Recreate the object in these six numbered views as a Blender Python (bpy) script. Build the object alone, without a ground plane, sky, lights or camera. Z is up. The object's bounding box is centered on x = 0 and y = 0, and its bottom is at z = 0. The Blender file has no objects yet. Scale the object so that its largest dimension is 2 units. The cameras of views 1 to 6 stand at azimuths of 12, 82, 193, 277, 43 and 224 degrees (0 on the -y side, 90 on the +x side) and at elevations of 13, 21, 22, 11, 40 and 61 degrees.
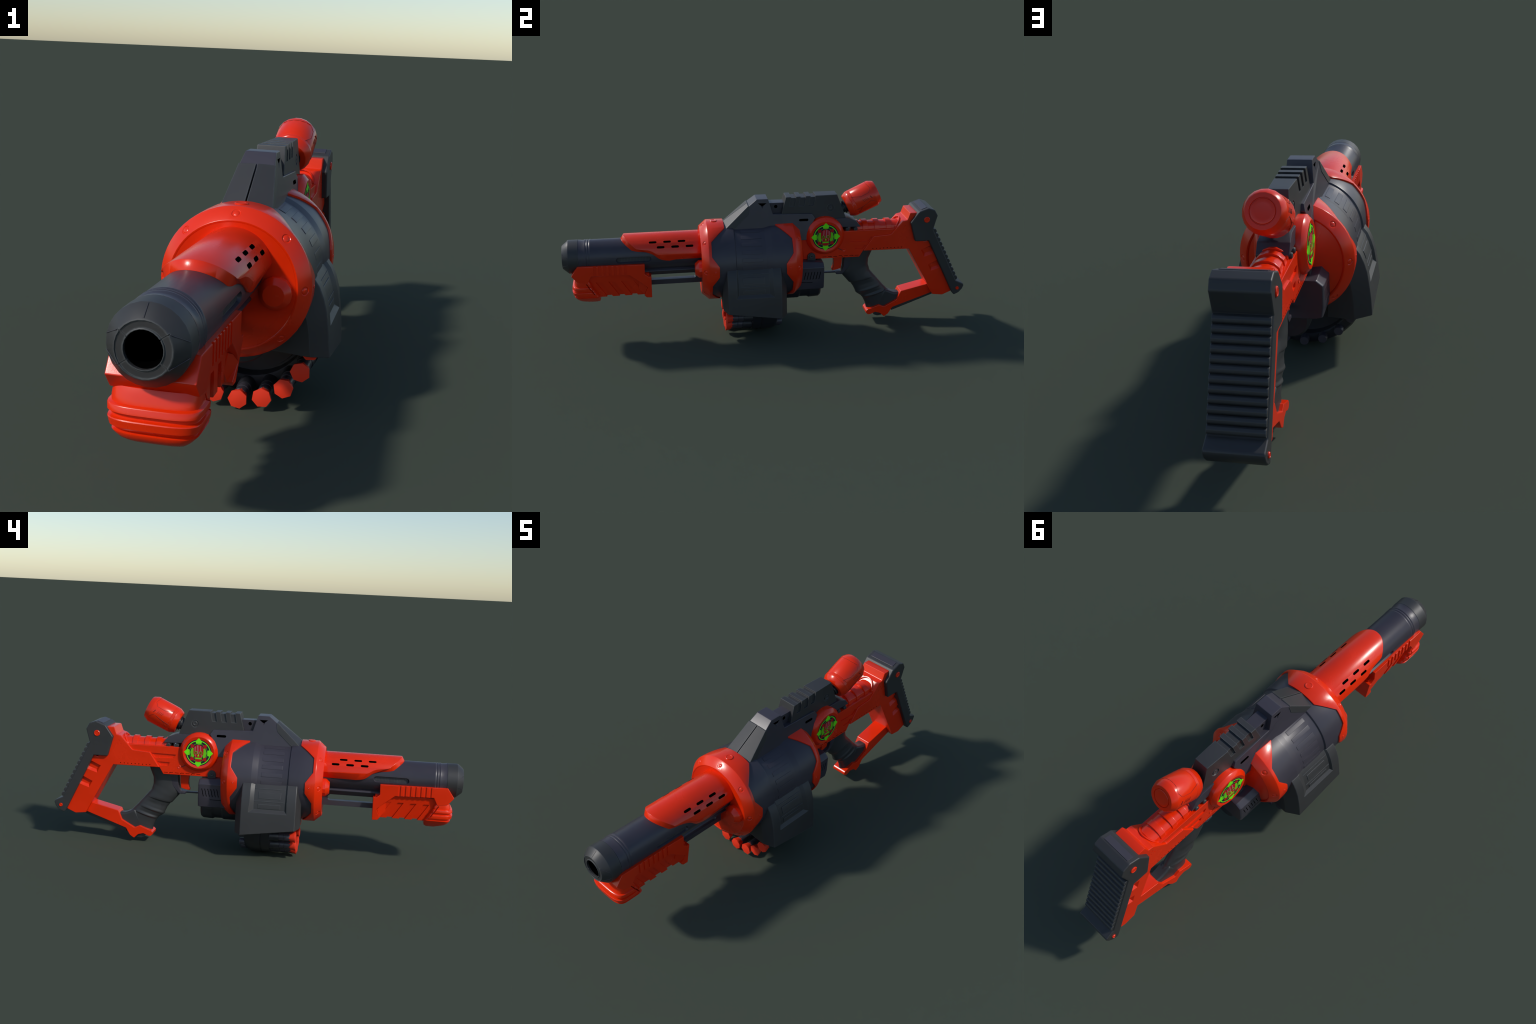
import bpy, bmesh, math, random
from math import sin, cos, pi, radians, atan2, hypot, acos, degrees
from mathutils import Vector, Matrix

random.seed(7)
# Frame: muzzle points to -y, stock to +y, x is left/right (the toy is mirror symmetric in x).
BZ = 0.4235          # height of the barrel axis
DZ = 0.3735          # height of the big ring / drum axis
WZ = 0.2205          # height of the dart wheel axis

# ------------------------------------------------------------------ materials
def plastic(name, col, rough=0.4, var=0.10, spec=0.5, bump=0.04, coat=0.0, scale=60.0, metallic=0.0, wear=None):
    m = bpy.data.materials.new(name); m.use_nodes = True
    nt = m.node_tree; N = nt.nodes; L = nt.links
    b = N["Principled BSDF"]
    tc = N.new("ShaderNodeTexCoord")
    n1 = N.new("ShaderNodeTexNoise"); n1.inputs["Scale"].default_value = 7.0; n1.inputs["Detail"].default_value = 4
    n2 = N.new("ShaderNodeTexNoise"); n2.inputs["Scale"].default_value = scale * 6; n2.inputs["Detail"].default_value = 3
    L.new(tc.outputs["Object"], n1.inputs["Vector"]); L.new(tc.outputs["Object"], n2.inputs["Vector"])
    r = N.new("ShaderNodeValToRGB")
    r.color_ramp.elements[0].position = 0.3; r.color_ramp.elements[1].position = 0.7
    r.color_ramp.elements[0].color = (*[c * (1 - var) for c in col], 1)
    r.color_ramp.elements[1].color = (*[min(1, c * (1 + var)) for c in col], 1)
    L.new(n1.outputs["Fac"], r.inputs["Fac"])
    if wear:
        # rubbed edges: where a rounded normal departs from the face normal, broken up by noise
        bv = N.new("ShaderNodeBevel"); bv.samples = 6; bv.inputs["Radius"].default_value = 0.0045
        ge = N.new("ShaderNodeNewGeometry")
        dt = N.new("ShaderNodeVectorMath"); dt.operation = "DOT_PRODUCT"
        L.new(bv.outputs["Normal"], dt.inputs[0]); L.new(ge.outputs["Normal"], dt.inputs[1])
        mp = N.new("ShaderNodeMapRange"); mp.inputs["From Min"].default_value = 0.995; mp.inputs["From Max"].default_value = 0.90
        mp.inputs["To Min"].default_value = 0.0; mp.inputs["To Max"].default_value = 1.3
        L.new(dt.outputs["Value"], mp.inputs["Value"])
        n3 = N.new("ShaderNodeTexNoise"); n3.inputs["Scale"].default_value = 45.0; n3.inputs["Detail"].default_value = 5
        L.new(tc.outputs["Object"], n3.inputs["Vector"])
        mu = N.new("ShaderNodeMath"); mu.operation = "MULTIPLY"; mu.use_clamp = True
        L.new(mp.outputs["Result"], mu.inputs[0]); L.new(n3.outputs["Fac"], mu.inputs[1])
        mx = N.new("ShaderNodeMix"); mx.data_type = "RGBA"
        L.new(mu.outputs["Value"], mx.inputs["Factor"]); L.new(r.outputs["Color"], mx.inputs[6]); mx.inputs[7].default_value = (*wear, 1)
        L.new(mx.outputs[2], b.inputs["Base Color"])
    else:
        L.new(r.outputs["Color"], b.inputs["Base Color"])
    mr = N.new("ShaderNodeMapRange")
    mr.inputs["To Min"].default_value = rough - 0.05; mr.inputs["To Max"].default_value = rough + 0.07
    L.new(n1.outputs["Fac"], mr.inputs["Value"]); L.new(mr.outputs["Result"], b.inputs["Roughness"])
    bp = N.new("ShaderNodeBump"); bp.inputs["Strength"].default_value = bump; bp.inputs["Distance"].default_value = 0.002
    L.new(n2.outputs["Fac"], bp.inputs["Height"]); L.new(bp.outputs["Normal"], b.inputs["Normal"])
    b.inputs["Specular IOR Level"].default_value = spec
    b.inputs["Metallic"].default_value = metallic
    b.inputs["Coat Weight"].default_value = coat; b.inputs["Coat Roughness"].default_value = 0.2
    return m

RED = plastic("red_plastic", (0.80, 0.027, 0.001), 0.25, 0.05)
REDLINE = plastic("dark_red_seam", (0.16, 0.006, 0.003), 0.6, 0.05)
FOAM = plastic("red_rubber", (0.80, 0.038, 0.012), 0.55, 0.05, spec=0.3)
NAVY = plastic("navy_black_plastic", (0.046, 0.041, 0.053), 0.37, 0.08)
GREY = plastic("charcoal_plastic", (0.035, 0.0345, 0.035), 0.46, 0.08, wear=(0.105, 0.114, 0.116))
SOFT = plastic("charcoal_rubber", (0.034, 0.035, 0.036), 0.44, 0.10, bump=0.08)
DEEP = plastic("wheel_black_plastic", (0.020, 0.020, 0.025), 0.40, 0.10)
HOLE = plastic("black_hole", (0.0012, 0.0012, 0.0012), 0.9, 0.0, spec=0.0)
GREEN = plastic("acid_green_print", (0.19, 0.92, 0.012), 0.5, 0.03, spec=0.2)
DIM = plastic("dull_green_print", (0.16, 0.60, 0.015), 0.5, 0.05, spec=0.2)
INK = plastic("black_print", (0.018, 0.021, 0.028), 0.5, 0.05, spec=0.2)
BLOOD = plastic("dark_red_print", (0.46, 0.010, 0.014), 0.5, 0.05, spec=0.2)
PINK = plastic("pale_red_print", (0.52, 0.13, 0.145), 0.5, 0.05, spec=0.2)

# ------------------------------------------------------------------ helpers
COL = bpy.context.scene.collection
root = bpy.data.objects.new("toy_dart_blaster", None); COL.objects.link(root)
root["label"] = "red and charcoal toy dart gun with drum and green skull"
root["category"] = "toy gun"

def finish(me, angle=33):
    me.polygons.foreach_set("use_smooth", [True] * len(me.polygons))
    me.set_sharp_from_angle(angle=radians(angle)); me.update()

def build(verts, faces):
    me = bpy.data.meshes.new("m"); me.from_pydata([tuple(v) for v in verts], [], faces)
    bm = bmesh.new(); bm.from_mesh(me)
    bmesh.ops.remove_doubles(bm, verts=bm.verts, dist=1e-6)
    bmesh.ops.dissolve_degenerate(bm, edges=bm.edges, dist=1e-7)
    bmesh.ops.recalc_face_normals(bm, faces=bm.faces); bm.to_mesh(me); bm.free()
    return me

def baked(me, bevel=0.0, seg=2, cut=None, angle=33, bang=28, mats=(), wn=True):
    """bevel the sharp edges, cut recesses, and return a clean mesh"""
    for m in mats: me.materials.append(m)
    if bevel or cut:
        ob = bpy.data.objects.new("tmp", me); COL.objects.link(ob); co = None
        if bevel:
            b = ob.modifiers.new("b", "BEVEL"); b.width = bevel; b.segments = seg
            b.limit_method = "ANGLE"; b.angle_limit = radians(bang)
        if cut:
            co = bpy.data.objects.new("cut", join(cut)); COL.objects.link(co)
            for m in mats: co.data.materials.append(m)
            c = ob.modifiers.new("c", "BOOLEAN"); c.object = co; c.operation = "DIFFERENCE"; c.solver = "EXACT"
            c.use_self = True
        bpy.context.view_layer.update()
        new = bpy.data.meshes.new_from_object(ob.evaluated_get(bpy.context.evaluated_depsgraph_get()))
        bpy.data.objects.remove(ob)
        if co: bpy.data.objects.remove(co)
        me = new
        if not me.materials:
            for m in mats: me.materials.append(m)
    finish(me, angle)
    return weighted(me) if bevel and wn else me

def weighted(me):
    """let the big flat faces own their normals, so that bevels shade as narrow rounded edges"""
    ob = bpy.data.objects.new("tmp", me); COL.objects.link(ob)
    w = ob.modifiers.new("w", "WEIGHTED_NORMAL"); w.mode = "FACE_AREA"; w.weight = 60; w.keep_sharp = True
    bpy.context.view_layer.update()
    new = bpy.data.meshes.new_from_object(ob.evaluated_get(bpy.context.evaluated_depsgraph_get()))
    bpy.data.objects.remove(ob); new["weighted"] = 1
    return new

def part(name, me, mat=None, parent=None, kind=None):
    me.name = name
    ob = bpy.data.objects.new(name, me); COL.objects.link(ob)
    ob.parent = parent or root
    if mat and not me.materials: me.materials.append(mat)
    if kind: ob["kind"] = kind
    return ob

def join(meshes):
    bm = bmesh.new()
    for m in meshes:
        n0 = len(bm.faces); bm.from_mesh(m)
    me = bpy.data.meshes.new("j"); bm.to_mesh(me); bm.free()
    return me

def moved(me, mat):
    n = me.copy(); n.transform(mat)
    if mat.determinant() < 0: n.flip_normals()
    return n

MIR = Matrix.Scale(-1, 4, (1, 0, 0))
def mirrored(me):
    n = me.copy(); w = "custom_normal" in n.attributes
    if w: n.attributes.remove(n.attributes["custom_normal"])
    n.transform(MIR); n.flip_normals()
    return weighted(n) if w else n

def tint(me, idx):
    for p in me.polygons: p.material_index = idx
    return me

def prism(prof, w, bottom=None):
    """side outline (y, z[, half width]) extruded symmetrically across x"""
    W = [(p[2] if len(p) > 2 else (w(p[0], p[1]) if callable(w) else w)) for p in prof]
    n = len(prof)
    V = [(W[i], prof[i][0], prof[i][1]) for i in range(n)] + [(-W[i], prof[i][0], prof[i][1]) for i in range(n)]
    F = [list(range(n)), list(range(2 * n - 1, n - 1, -1))]
    F += [[i, (i + 1) % n, n + (i + 1) % n, n + i] for i in range(n)]
    return build(V, F)

def slab(prof, x0, x1):
    """side outline (y, z) between two x planes"""
    n = len(prof)
    V = [(x1, y, z) for y, z in prof] + [(x0, y, z) for y, z in prof]
    F = [list(range(n)), list(range(2 * n - 1, n - 1, -1))] + [[i, (i + 1) % n, n + (i + 1) % n, n + i] for i in range(n)]
    return build(V, F)

def along_y(sec, y0, y1, shear=None):
    """cross-section (x, z) extruded along y"""
    n = len(sec); sh = shear or (lambda z: 0)
    V = [(x, y0 + sh(z), z) for x, z in sec] + [(x, y1 + sh(z), z) for x, z in sec]
    F = [list(range(n)), list(range(2 * n - 1, n - 1, -1))] + [[i, (i + 1) % n, n + (i + 1) % n, n + i] for i in range(n)]
    return build(V, F)

def revolve(prof, seg=48, phase=0.0):
    """(t, r) profile around the z axis, t along z"""
    V, F = [], []; n = len(prof)
    for k in range(seg):
        a = 2 * pi * k / seg + phase
        V += [(r * cos(a), r * sin(a), t) for t, r in prof]
    for k in range(seg):
        k2 = (k + 1) % seg
        for i in range(n - 1):
            F.append([k * n + i, k2 * n + i, k2 * n + i + 1, k * n + i + 1])
    return build(V, F)

def axis(o, d):
    """matrix taking local z to direction d at o"""
    return Matrix.Translation(Vector(o)) @ Vector(d).to_track_quat("Z", "Y").to_matrix().to_4x4()

def rev_y(prof, z, seg=48, x=0.0, phase=0.0):
    me = revolve([(t, r) for t, r in prof], seg, phase)
    me.transform(Matrix.Translation((x, 0, z)) @ Matrix(((1, 0, 0, 0), (0, 0, 1, 0), (0, -1, 0, 0), (0, 0, 0, 1))))
    return me

def rev_x(prof, y, z, seg=40):
    me = revolve(prof, seg)
    me.transform(Matrix.Translation((0, y, z)) @ Matrix.Rotation(pi / 2, 4, "Y"))
    return me

def interp(tab, t):
    for (a, b), (c, d) in zip(tab, tab[1:]):
        if t <= c: return b + (d - b) * (t - a) / (c - a) if c > a else d
    return tab[-1][1]

def pill(cy, cz, ly, lz, n=8):
    """stadium outline in the y-z plane"""
    r = lz / 2; h = ly / 2 - r; P = []
    for k in range(n + 1): a = -pi / 2 + pi * k / n; P.append((cy + h + r * cos(a), cz + r * sin(a)))
    for k in range(n + 1): a = pi / 2 + pi * k / n; P.append((cy - h + r * cos(a), cz + r * sin(a)))
    return P

def tube(points, r=0.0008, closed=False):
    cu = bpy.data.curves.new("t", "CURVE"); cu.dimensions = "3D"; cu.bevel_depth = r; cu.bevel_resolution = 1
    s = cu.splines.new("POLY"); s.points.add(len(points) - 1); s.use_cyclic_u = closed
    for p, q in zip(s.points, points): p.co = (*q, 1)
    ob = bpy.data.objects.new("t", cu); COL.objects.link(ob); bpy.context.view_layer.update()
    me = bpy.data.meshes.new_from_object(ob.evaluated_get(bpy.context.evaluated_depsgraph_get()))
    bpy.data.objects.remove(ob); finish(me); return me

def both(name, me, mat, parent=None, kind=None):
    a = part(name, me, mat, parent, kind); b = part(name, mirrored(me), mat, parent, kind)
    return a, b

def instance(name, me, mat, M, parent=None):
    ob = part(name, me, mat, parent); ob.matrix_local = M; me.name = name; return ob

# ------------------------------------------------------------------ barrel
prof = [(-0.330, 0.0), (-0.330, 0.080), (-0.860, 0.080), (-0.863, 0.0812), (-0.8665, 0.0812), (-0.871, 0.0788), (-0.876, 0.0812),
        (-0.879, 0.0812), (-0.883, 0.0788), (-0.8865, 0.0812), (-0.890, 0.0810), (-0.897, 0.0785), (-0.9205, 0.0812),
        (-0.9212, 0.0780), (-0.935, 0.0780), (-0.935, 0.039), (-0.60, 0.039), (-0.60, 0.0)]
slot_cut = []
for s in (1, -1):
    P0 = pill(-0.6600, 0.4185, 0.160, 0.022, 8); P1 = pill(-0.6600, 0.4185, 0.176, 0.036, 8)
    n = len(P0)
    V = [(s * 0.0695, y, z) for y, z in P0] + [(s * 0.088, y, z) for y, z in P1]
    F = [list(range(n)), list(range(2 * n - 1, n - 1, -1))] + [[i, (i + 1) % n, n + (i + 1) % n, n + i] for i in range(n)]
    slot_cut.append(build(V, F))
barrel = part("barrel", baked(rev_y(prof, BZ, 48), cut=slot_cut, mats=[NAVY], angle=40))
# cooling mesh on the floor of the two barrel slots
grid = []
for s in (1, -1):
    for k in range(22):
        y = -0.734 + k * 0.0071
        grid.append(slab([(y, 0.409), (y + 0.0035, 0.409), (y + 0.0035, 0.428), (y, 0.428)], s * 0.0685, s * 0.0702))
part("slot_mesh", baked(join(grid)), GREY, barrel, "stuff")

cap = rev_y([(-0.921, 0.036), (-0.921, 0.0808), (-0.923, 0.0820), (-0.9690, 0.0820), (-0.9715, 0.0808), (-0.9955, 0.0608), (-0.9990, 0.0575), (-0.9995, 0.0562),
             (-0.9995, 0.0552), (-0.9970, 0.0545), (-0.9970, 0.0412), (-0.9992, 0.0404), (-1.0, 0.0394), (-1.0, 0.0382), (-0.985, 0.0374), (-0.921, 0.0374), (-0.921, 0.036)], BZ, 26, phase=radians(9))
notch = []
for a in (35, 145, 215, 325):
    b = slab([(-1.01, -0.0012), (-0.9962, -0.0012), (-0.9962, 0.0012), (-1.01, 0.0012)], 0.036, 0.061)
    b.transform(Matrix.Translation((0, 0, BZ)) @ Matrix.Rotation(radians(-a), 4, "Y")); notch.append(b)
muzzle = part("muzzle_cap", baked(cap, cut=notch, mats=[GREY], angle=19), None)
bore = rev_y([(-0.760, 0.0), (-0.760, 0.0368), (-0.992, 0.0368), (-0.992, 0.0380), (-0.70, 0.0380), (-0.70, 0.0)], BZ, 20, phase=radians(9))
part("muzzle_bore", baked(bore), HOLE, muzzle)
# facet panels around the muzzle bevel
pan = []
def on_cap(r, y, deg): return (r * sin(radians(deg)), y, BZ + r * cos(radians(deg)))
for c in (90, 270):
    e = [on_cap(0.0600, -0.9985, c - 33), on_cap(0.0812, -0.9728, c - 11), on_cap(0.0812, -0.9728, c + 11), on_cap(0.0600, -0.9985, c + 33)]
    pan += [tube(e[:2], 0.0007), tube(e[2:], 0.0007)]
pan.append(tube([on_cap(0.0600, -0.9985, 0), on_cap(0.0812, -0.9728, 0)], 0.0006))
part("muzzle_seams", join(pan), NAVY, muzzle, "stuff")

sec = [(0.040, 0.375), (0.040, 0.3560), (0.0475, 0.3490), (0.0505, 0.3455), (0.0505, 0.3420), (0.0480, 0.3390), (0.032, 0.3215), (0.026, 0.3170)]
sec = sec + [(-x, z) for x, z in sec[::-1]]
rail_top = along_y(sec, -0.93, -0.325)
keel = [(-0.325, 0.324), (-0.360, 0.324), (-0.372, 0.3125)]
keel += [(-0.372 + 0.011 * sin(radians(a)), 0.2985 + 0.0135 * cos(radians(a))) for a in range(15, 180, 15)]
keel += [(-0.372, 0.285), (-0.93, 0.285), (-0.93, 0.260), (-0.325, 0.260)]
pump_rail = part("pump_rail", baked(rail_top, 0.0015), NAVY)
part("pump_rod", baked(prism(keel, 0.0165), 0.002), NAVY, pump_rail)

# ------------------------------------------------------------------ red barrel sleeve
def sleeve_mesh():
    ro, ri, y1 = 0.1005, 0.079, -0.325
    def front(z, y_tip, z_tip): return y_tip + (z_tip - z) * (0.052 / 0.042)
    inner_tab, outer_tab = [], []
    for d in range(0, 61, 4):
        inner_tab.append((d, front(BZ + 0.081 * cos(radians(d)), -0.718, 0.5045)))
        outer_tab.append((d * 0.97, front(BZ + ro * cos(radians(d * 0.97)), -0.706, 0.524)))
    inner_tab += [(63, -0.655), (65.5, -0.640), (68, -0.605), (72, -0.583), (78, -0.566), (86, -0.551), (92, -0.539), (96, -0.527), (98.5, -0.510), (100, -0.49)]
    outer_tab += [(60, -0.640), (61.5, -0.622), (63.5, -0.592), (67, -0.574), (72, -0.560), (76, -0.549), (78.5, -0.535), (80, -0.510)]
    S = [k / 70 for k in range(-70, 71)]
    V, n = [], 5
    for s in S:
        ao, ai = radians(80 * s), radians(100 * s)
        yo, yi = interp(outer_tab, abs(80 * s)), interp(inner_tab, abs(100 * s))
        rl = interp([(0, 0.0805), (70, 0.0805), (88, 0.0875), (101, 0.0875)], abs(100 * s))
        for (r, a, y) in ((ri, ai, y1), (ri, ai, yi), (rl, ai, yi), (ro, ao, yo), (ro, ao, y1)):
            V.append((r * sin(a), y, BZ + r * cos(a)))
    F = []
    for k in range(len(S) - 1):
        for i in range(n):
            j = (i + 1) % n; F.append([k * n + i, k * n + j, (k + 1) * n + j, (k + 1) * n + i])
    e = (len(S) - 1) * n
    F += [[0, 1, 2, 3, 4], [e + 4, e + 3, e + 2, e + 1, e]]
    return build(V, F)
cuts = []
for s in (1, -1):
    for ang, ys in ((41.5, (-0.5655, -0.497, -0.428)), (57.0, (-0.529, -0.460, -0.391))):
        for y in ys:
            b = slab(pill(y, 0.0, 0.0375, 0.0115, 5), 0.0965, 0.112)
            b.transform(Matrix.Translation((0, 0, BZ)) @ Matrix.Rotation(radians(-(90 - ang)), 4, "Y"))
            cuts.append(tint(b if s > 0 else mirrored(b), 1))
sleeve = part("barrel_sleeve", baked(sleeve_mesh(), 0.0015, 2, cut=cuts, mats=[RED, HOLE], angle=36, bang=40, wn=False))

# ------------------------------------------------------------------ claw rings and drum
R = 0.1975
CLAW = [(0, -0.221), (22, -0.221), (45.5, -0.290), (67.5, -0.291), (82.3, -0.256), (97.0, -0.257), (112.0, -0.291), (131.5, -0.291), (158.0, -0.248), (180, -0.248)]
YM = -0.0955
def claw_ring(a0, a1, table, mirror):
    br = [t for t, _ in table]
    angs = sorted(set([a for a in br + [a0, a1] if a0 <= a <= a1] + [11.25 * k / 2 for k in range(33) if a0 < 11.25 * k / 2 < a1 and min(abs(11.25 * k / 2 - b) for b in br + [a0, a1]) > 2.5]))
    def loop(sgn, angles):
        rows = []
        for d in angles:
            y = interp(table, d); a = radians(d)
            sec = [(y, R), (-0.304, R), (-0.339, 0.1675), (-0.3365, 0.1610), (-0.295, 0.1610), (-0.295, 0.184), (y, 0.184)]
            rows.append([(sgn * r * sin(a), (2 * YM - yy) if mirror else yy, DZ + r * cos(a)) for yy, r in sec])
        return rows
    if a0 == 0:
        sets = [(loop(-1, angs[::-1]) + loop(1, angs)[1:-1], True)]
    else:
        sets = [(loop(1, angs), False), (loop(-1, angs), False)]
    out = []
    for rows, closed in sets:
        n = 7; V = [p for r in rows for p in r]; F = []; m = len(rows)
        for k in range(m if closed else m - 1):
            k2 = (k + 1) % m
            for i in range(n):
                j = (i + 1) % n; F.append([k * n + i, k * n + j, k2 * n + j, k2 * n + i])
        if not closed: F += [list(range(n)), list(range((m - 1) * n, m * n))[::-1]]
        out.append(build(V, F))
    return join(out)
def dent(d, rear):
    a = radians(d)
    r = 0.1826; y = -0.3214
    if rear: return axis((r * sin(a), 2 * YM - y, DZ + r * cos(a)), (0.738 * sin(a), 0.675, 0.738 * cos(a)))
    return axis((r * sin(a), y, DZ + r * cos(a)), (0.738 * sin(a), -0.675, 0.738 * cos(a)))
dish = revolve([(-0.0020, 0.0), (-0.0020, 0.0105), (0.0004, 0.0130), (0.012, 0.0140), (0.012, 0.0)], 20)
FD = [dent(d, False) for d in range(0, 360, 45)]
RD = [dent(d, True) for d in range(0, 360, 45) if 40 < d < 150 or 210 < d < 320]
front_ring = part("front_ring", baked(claw_ring(0, 180, CLAW, False), 0.003, 2, cut=[moved(dish, M) for M in FD], mats=[RED], bang=30, angle=30, wn=False))
part("ring_face", baked(rev_y([(-0.335, 0.0), (-0.3345, 0.140), (-0.3360, 0.154), (-0.3370, 0.1617), (-0.31, 0.166), (-0.28, 0.166), (-0.28, 0.0)], DZ, 64)), RED, front_ring)
REAR = [(17.4, -0.218), (20, -0.218)] + [t for t in CLAW if 23 < t[0] < 150] + [(157, -0.270), (160, -0.270)]
rear_ring = part("rear_ring", baked(claw_ring(17.4, 160, REAR, True), 0.003, 2, cut=[moved(dish, M) for M in RD], mats=[RED], bang=30, angle=30, wn=False))
dents = [(front_ring, M) for M in FD] + [(rear_ring, M) for M in RD]
part("ring_face", baked(rev_y([(0.172, 0.0), (0.172, 0.055), (0.1420, 0.1615), (0.12, 0.166), (0.10, 0.166), (0.10, 0.0)], DZ, 64)), RED, rear_ring)

stud = baked(revolve([(-0.006, 0.0092), (-0.0022, 0.0090), (-0.0012, 0.0078), (-0.0002, 0.0050), (0.0002, 0.0)], 20), angle=60); stud.materials.append(RED)
for ob, M in dents:
    instance("ring_rivet", stud, None, M, ob)
pin = baked(revolve([(-0.001, 0.0052), (0.0012, 0.0048), (0.0018, 0.0034), (0.0006, 0.0022), (0.0006, 0.0)], 14), angle=50); pin.materials.append(RED)
for s in (1, -1):
    z = 0.377
    instance("claw_pin", pin, None, axis((s * 0.1972, -0.277, z), (s, 0, 0)), front_ring)
    instance("claw_pin", pin, None, axis((s * 0.1972, 0.084, z), (s, 0, 0)), rear_ring)
btn = baked(revolve([(-0.003, 0.0175), (0.0018, 0.0175), (0.003, 0.0160), (0.003, 0.0115), (0.0022, 0.0105), (0.0022, 0.0)], 28), angle=30)
instance("ring_button", btn, RED, axis((0, -0.268, DZ + R), (0, 0, 1)), front_ring)
knob = rev_y([(-0.32, 0.0), (-0.32, 0.0430), (-0.351, 0.0430), (-0.354, 0.0415), (-0.3685, 0.0295), (-0.370, 0.0275), (-0.370, 0.0)], 0.3675, 14, x=0.112)
both("lock_knob", baked(knob, angle=25), RED, front_ring)

drum = rev_y([(-0.31, 0.0), (-0.31, 0.1912), (-0.180, 0.1912), (-0.178, 0.1904), (-0.174, 0.1845), (-0.172, 0.1838), (-0.031, 0.1838), (-0.028, 0.1843), (-0.002, 0.1908), (0.001, 0.1912), (0.120, 0.1912), (0.120, 0.0)], DZ, 72)
drum = part("drum_body", baked(drum, angle=24), NAVY)
def shell_patch(r0, r1, a0, a1, y0, y1, cz, n=5):
    """curved plate on a cylinder about y; angles above the horizontal"""
    V, F = [], []
    for k in range(n + 1):
        a = radians(a0 + (a1 - a0) * k / n)
        for r, y in ((r0, y0), (r1, y0), (r1, y1), (r0, y1)): V.append((r * cos(a), y, cz + r * sin(a)))
    for k in range(n):
        for i in range(4):
            j = (i + 1) % 4; F.append([4 * k + i, 4 * k + j, 4 * k + 4 + j, 4 * k + 4 + i])
    F += [[0, 1, 2, 3], [4 * n + 3, 4 * n + 2, 4 * n + 1, 4 * n]]
    return build(V, F)
for a in (3, 15, 27, 39, 51, 63):
    me = baked(shell_patch(0.180, 0.1851, a - 3.1, a + 3.1, -0.146, -0.047, DZ), 0.0009, 2)
    both("drum_rib", me, NAVY, drum)

# ------------------------------------------------------------------ side guards over the dart wheel
GC = [(0.150, 0.380), (0.187, 0.382), (0.192, 0.379), (0.205, 0.362), (0.218, 0.332), (0.228, 0.297), (0.2325, 0.265), (0.2365, 0.235), (0.2405, 0.195), (0.2435, 0.150)]
def guard_mesh():
    st = [(-0.243, 0.050, 0.055), (-0.222, 0.0, 0.0), (0.036, 0.0, 0.0), (0.068, 0.058, 0.06)]
    V, F = [], []
    for y, dx, dz in st:
        zb = 0.173 - (y + 0.222) * 0.146
        pts = []
        for x, z in GC:
            f = max(0.0, min(1.0, (z - 0.25) / 0.13))
            pts.append((max(0.10, x - dx), y, z - dz * f))
        x = pts[-1][0]
        pts[-1] = (x, y, zb)
        pts.append((max(0.10, x - 0.012), y, zb - 0.001)); pts.append((0.09, y, zb + 0.006))
        V += pts
    n = len(GC) + 2
    for k in range(3):
        for i in range(n):
            j = (i + 1) % n; F.append([k * n + i, k * n + j, (k + 1) * n + j, (k + 1) * n + i])
    F += [list(range(n)), list(range(3 * n, 4 * n))[::-1]]
    return build(V, F)
def window_cut():
    C = [(0.196, 0.42)] + [p for p in GC[2:7]]
    V, F = [], []
    for k, (x, z) in enumerate(C):
        zz, zo = z, z
        if k == len(C) - 1: zz, zo = 0.262, 0.2365
        V += [(x - 0.0095, -0.170, zz), (x - 0.0095, -0.022, zz), (x + 0.012, 0.020, zo), (x + 0.012, -0.190, zo)]
    for k in range(len(C) - 1):
        for i in range(4):
            j = (i + 1) % 4; F.append([4 * k + i, 4 * k + j, 4 * k + 4 + j, 4 * k + 4 + i])
    e = 4 * (len(C) - 1)
    F += [[0, 1, 2, 3], [e + 3, e + 2, e + 1, e]]
    return build(V, F)
gm = baked(guard_mesh(), 0.004, 2, cut=[window_cut()], mats=[GREY], angle=15, bang=24)
guards = both("side_guard", gm, None)
def on_guard(z, off=0.0):
    t = sorted((b, a) for a, b in GC[2:]); return interp(t, z) - 0.0095 + off
def guard_plate(z0, z1, y0, y1, h, n=3):
    V, F = [], []
    for k in range(n + 1):
        z = z0 + (z1 - z0) * k / n; x = on_guard(z)
        V += [(x - 0.006, y0, z), (x + h, y0, z), (x + h, y1, z), (x - 0.006, y1, z)]
    for k in range(n):
        for i in range(4):
            j = (i + 1) % 4; F.append([4 * k + i, 4 * k + j, 4 * k + 4 + j, 4 * k + 4 + i])
    F += [[0, 1, 2, 3], [4 * n + 3, 4 * n + 2, 4 * n + 1, 4 * n]]
    return build(V, F)
for g, f in zip(guards, (lambda m: m, mirrored)):
    part("guard_rib", f(baked(guard_plate(0.314, 0.344, -0.149, -0.043, 0.0026), 0.0012)), GREY, g)
    part("guard_rib", f(baked(guard_plate(0.268, 0.288, -0.149, -0.043, 0.0026), 0.0012)), GREY, g)
    part("guard_bar", f(baked(guard_plate(0.357, 0.3595, -0.168, -0.024, 0.0020, 1), 0.0008)), GREY, g)
    part("guard_bar", f(baked(guard_plate(0.300, 0.3025, -0.168, -0.024, 0.0020, 1), 0.0008)), GREY, g)

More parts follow.
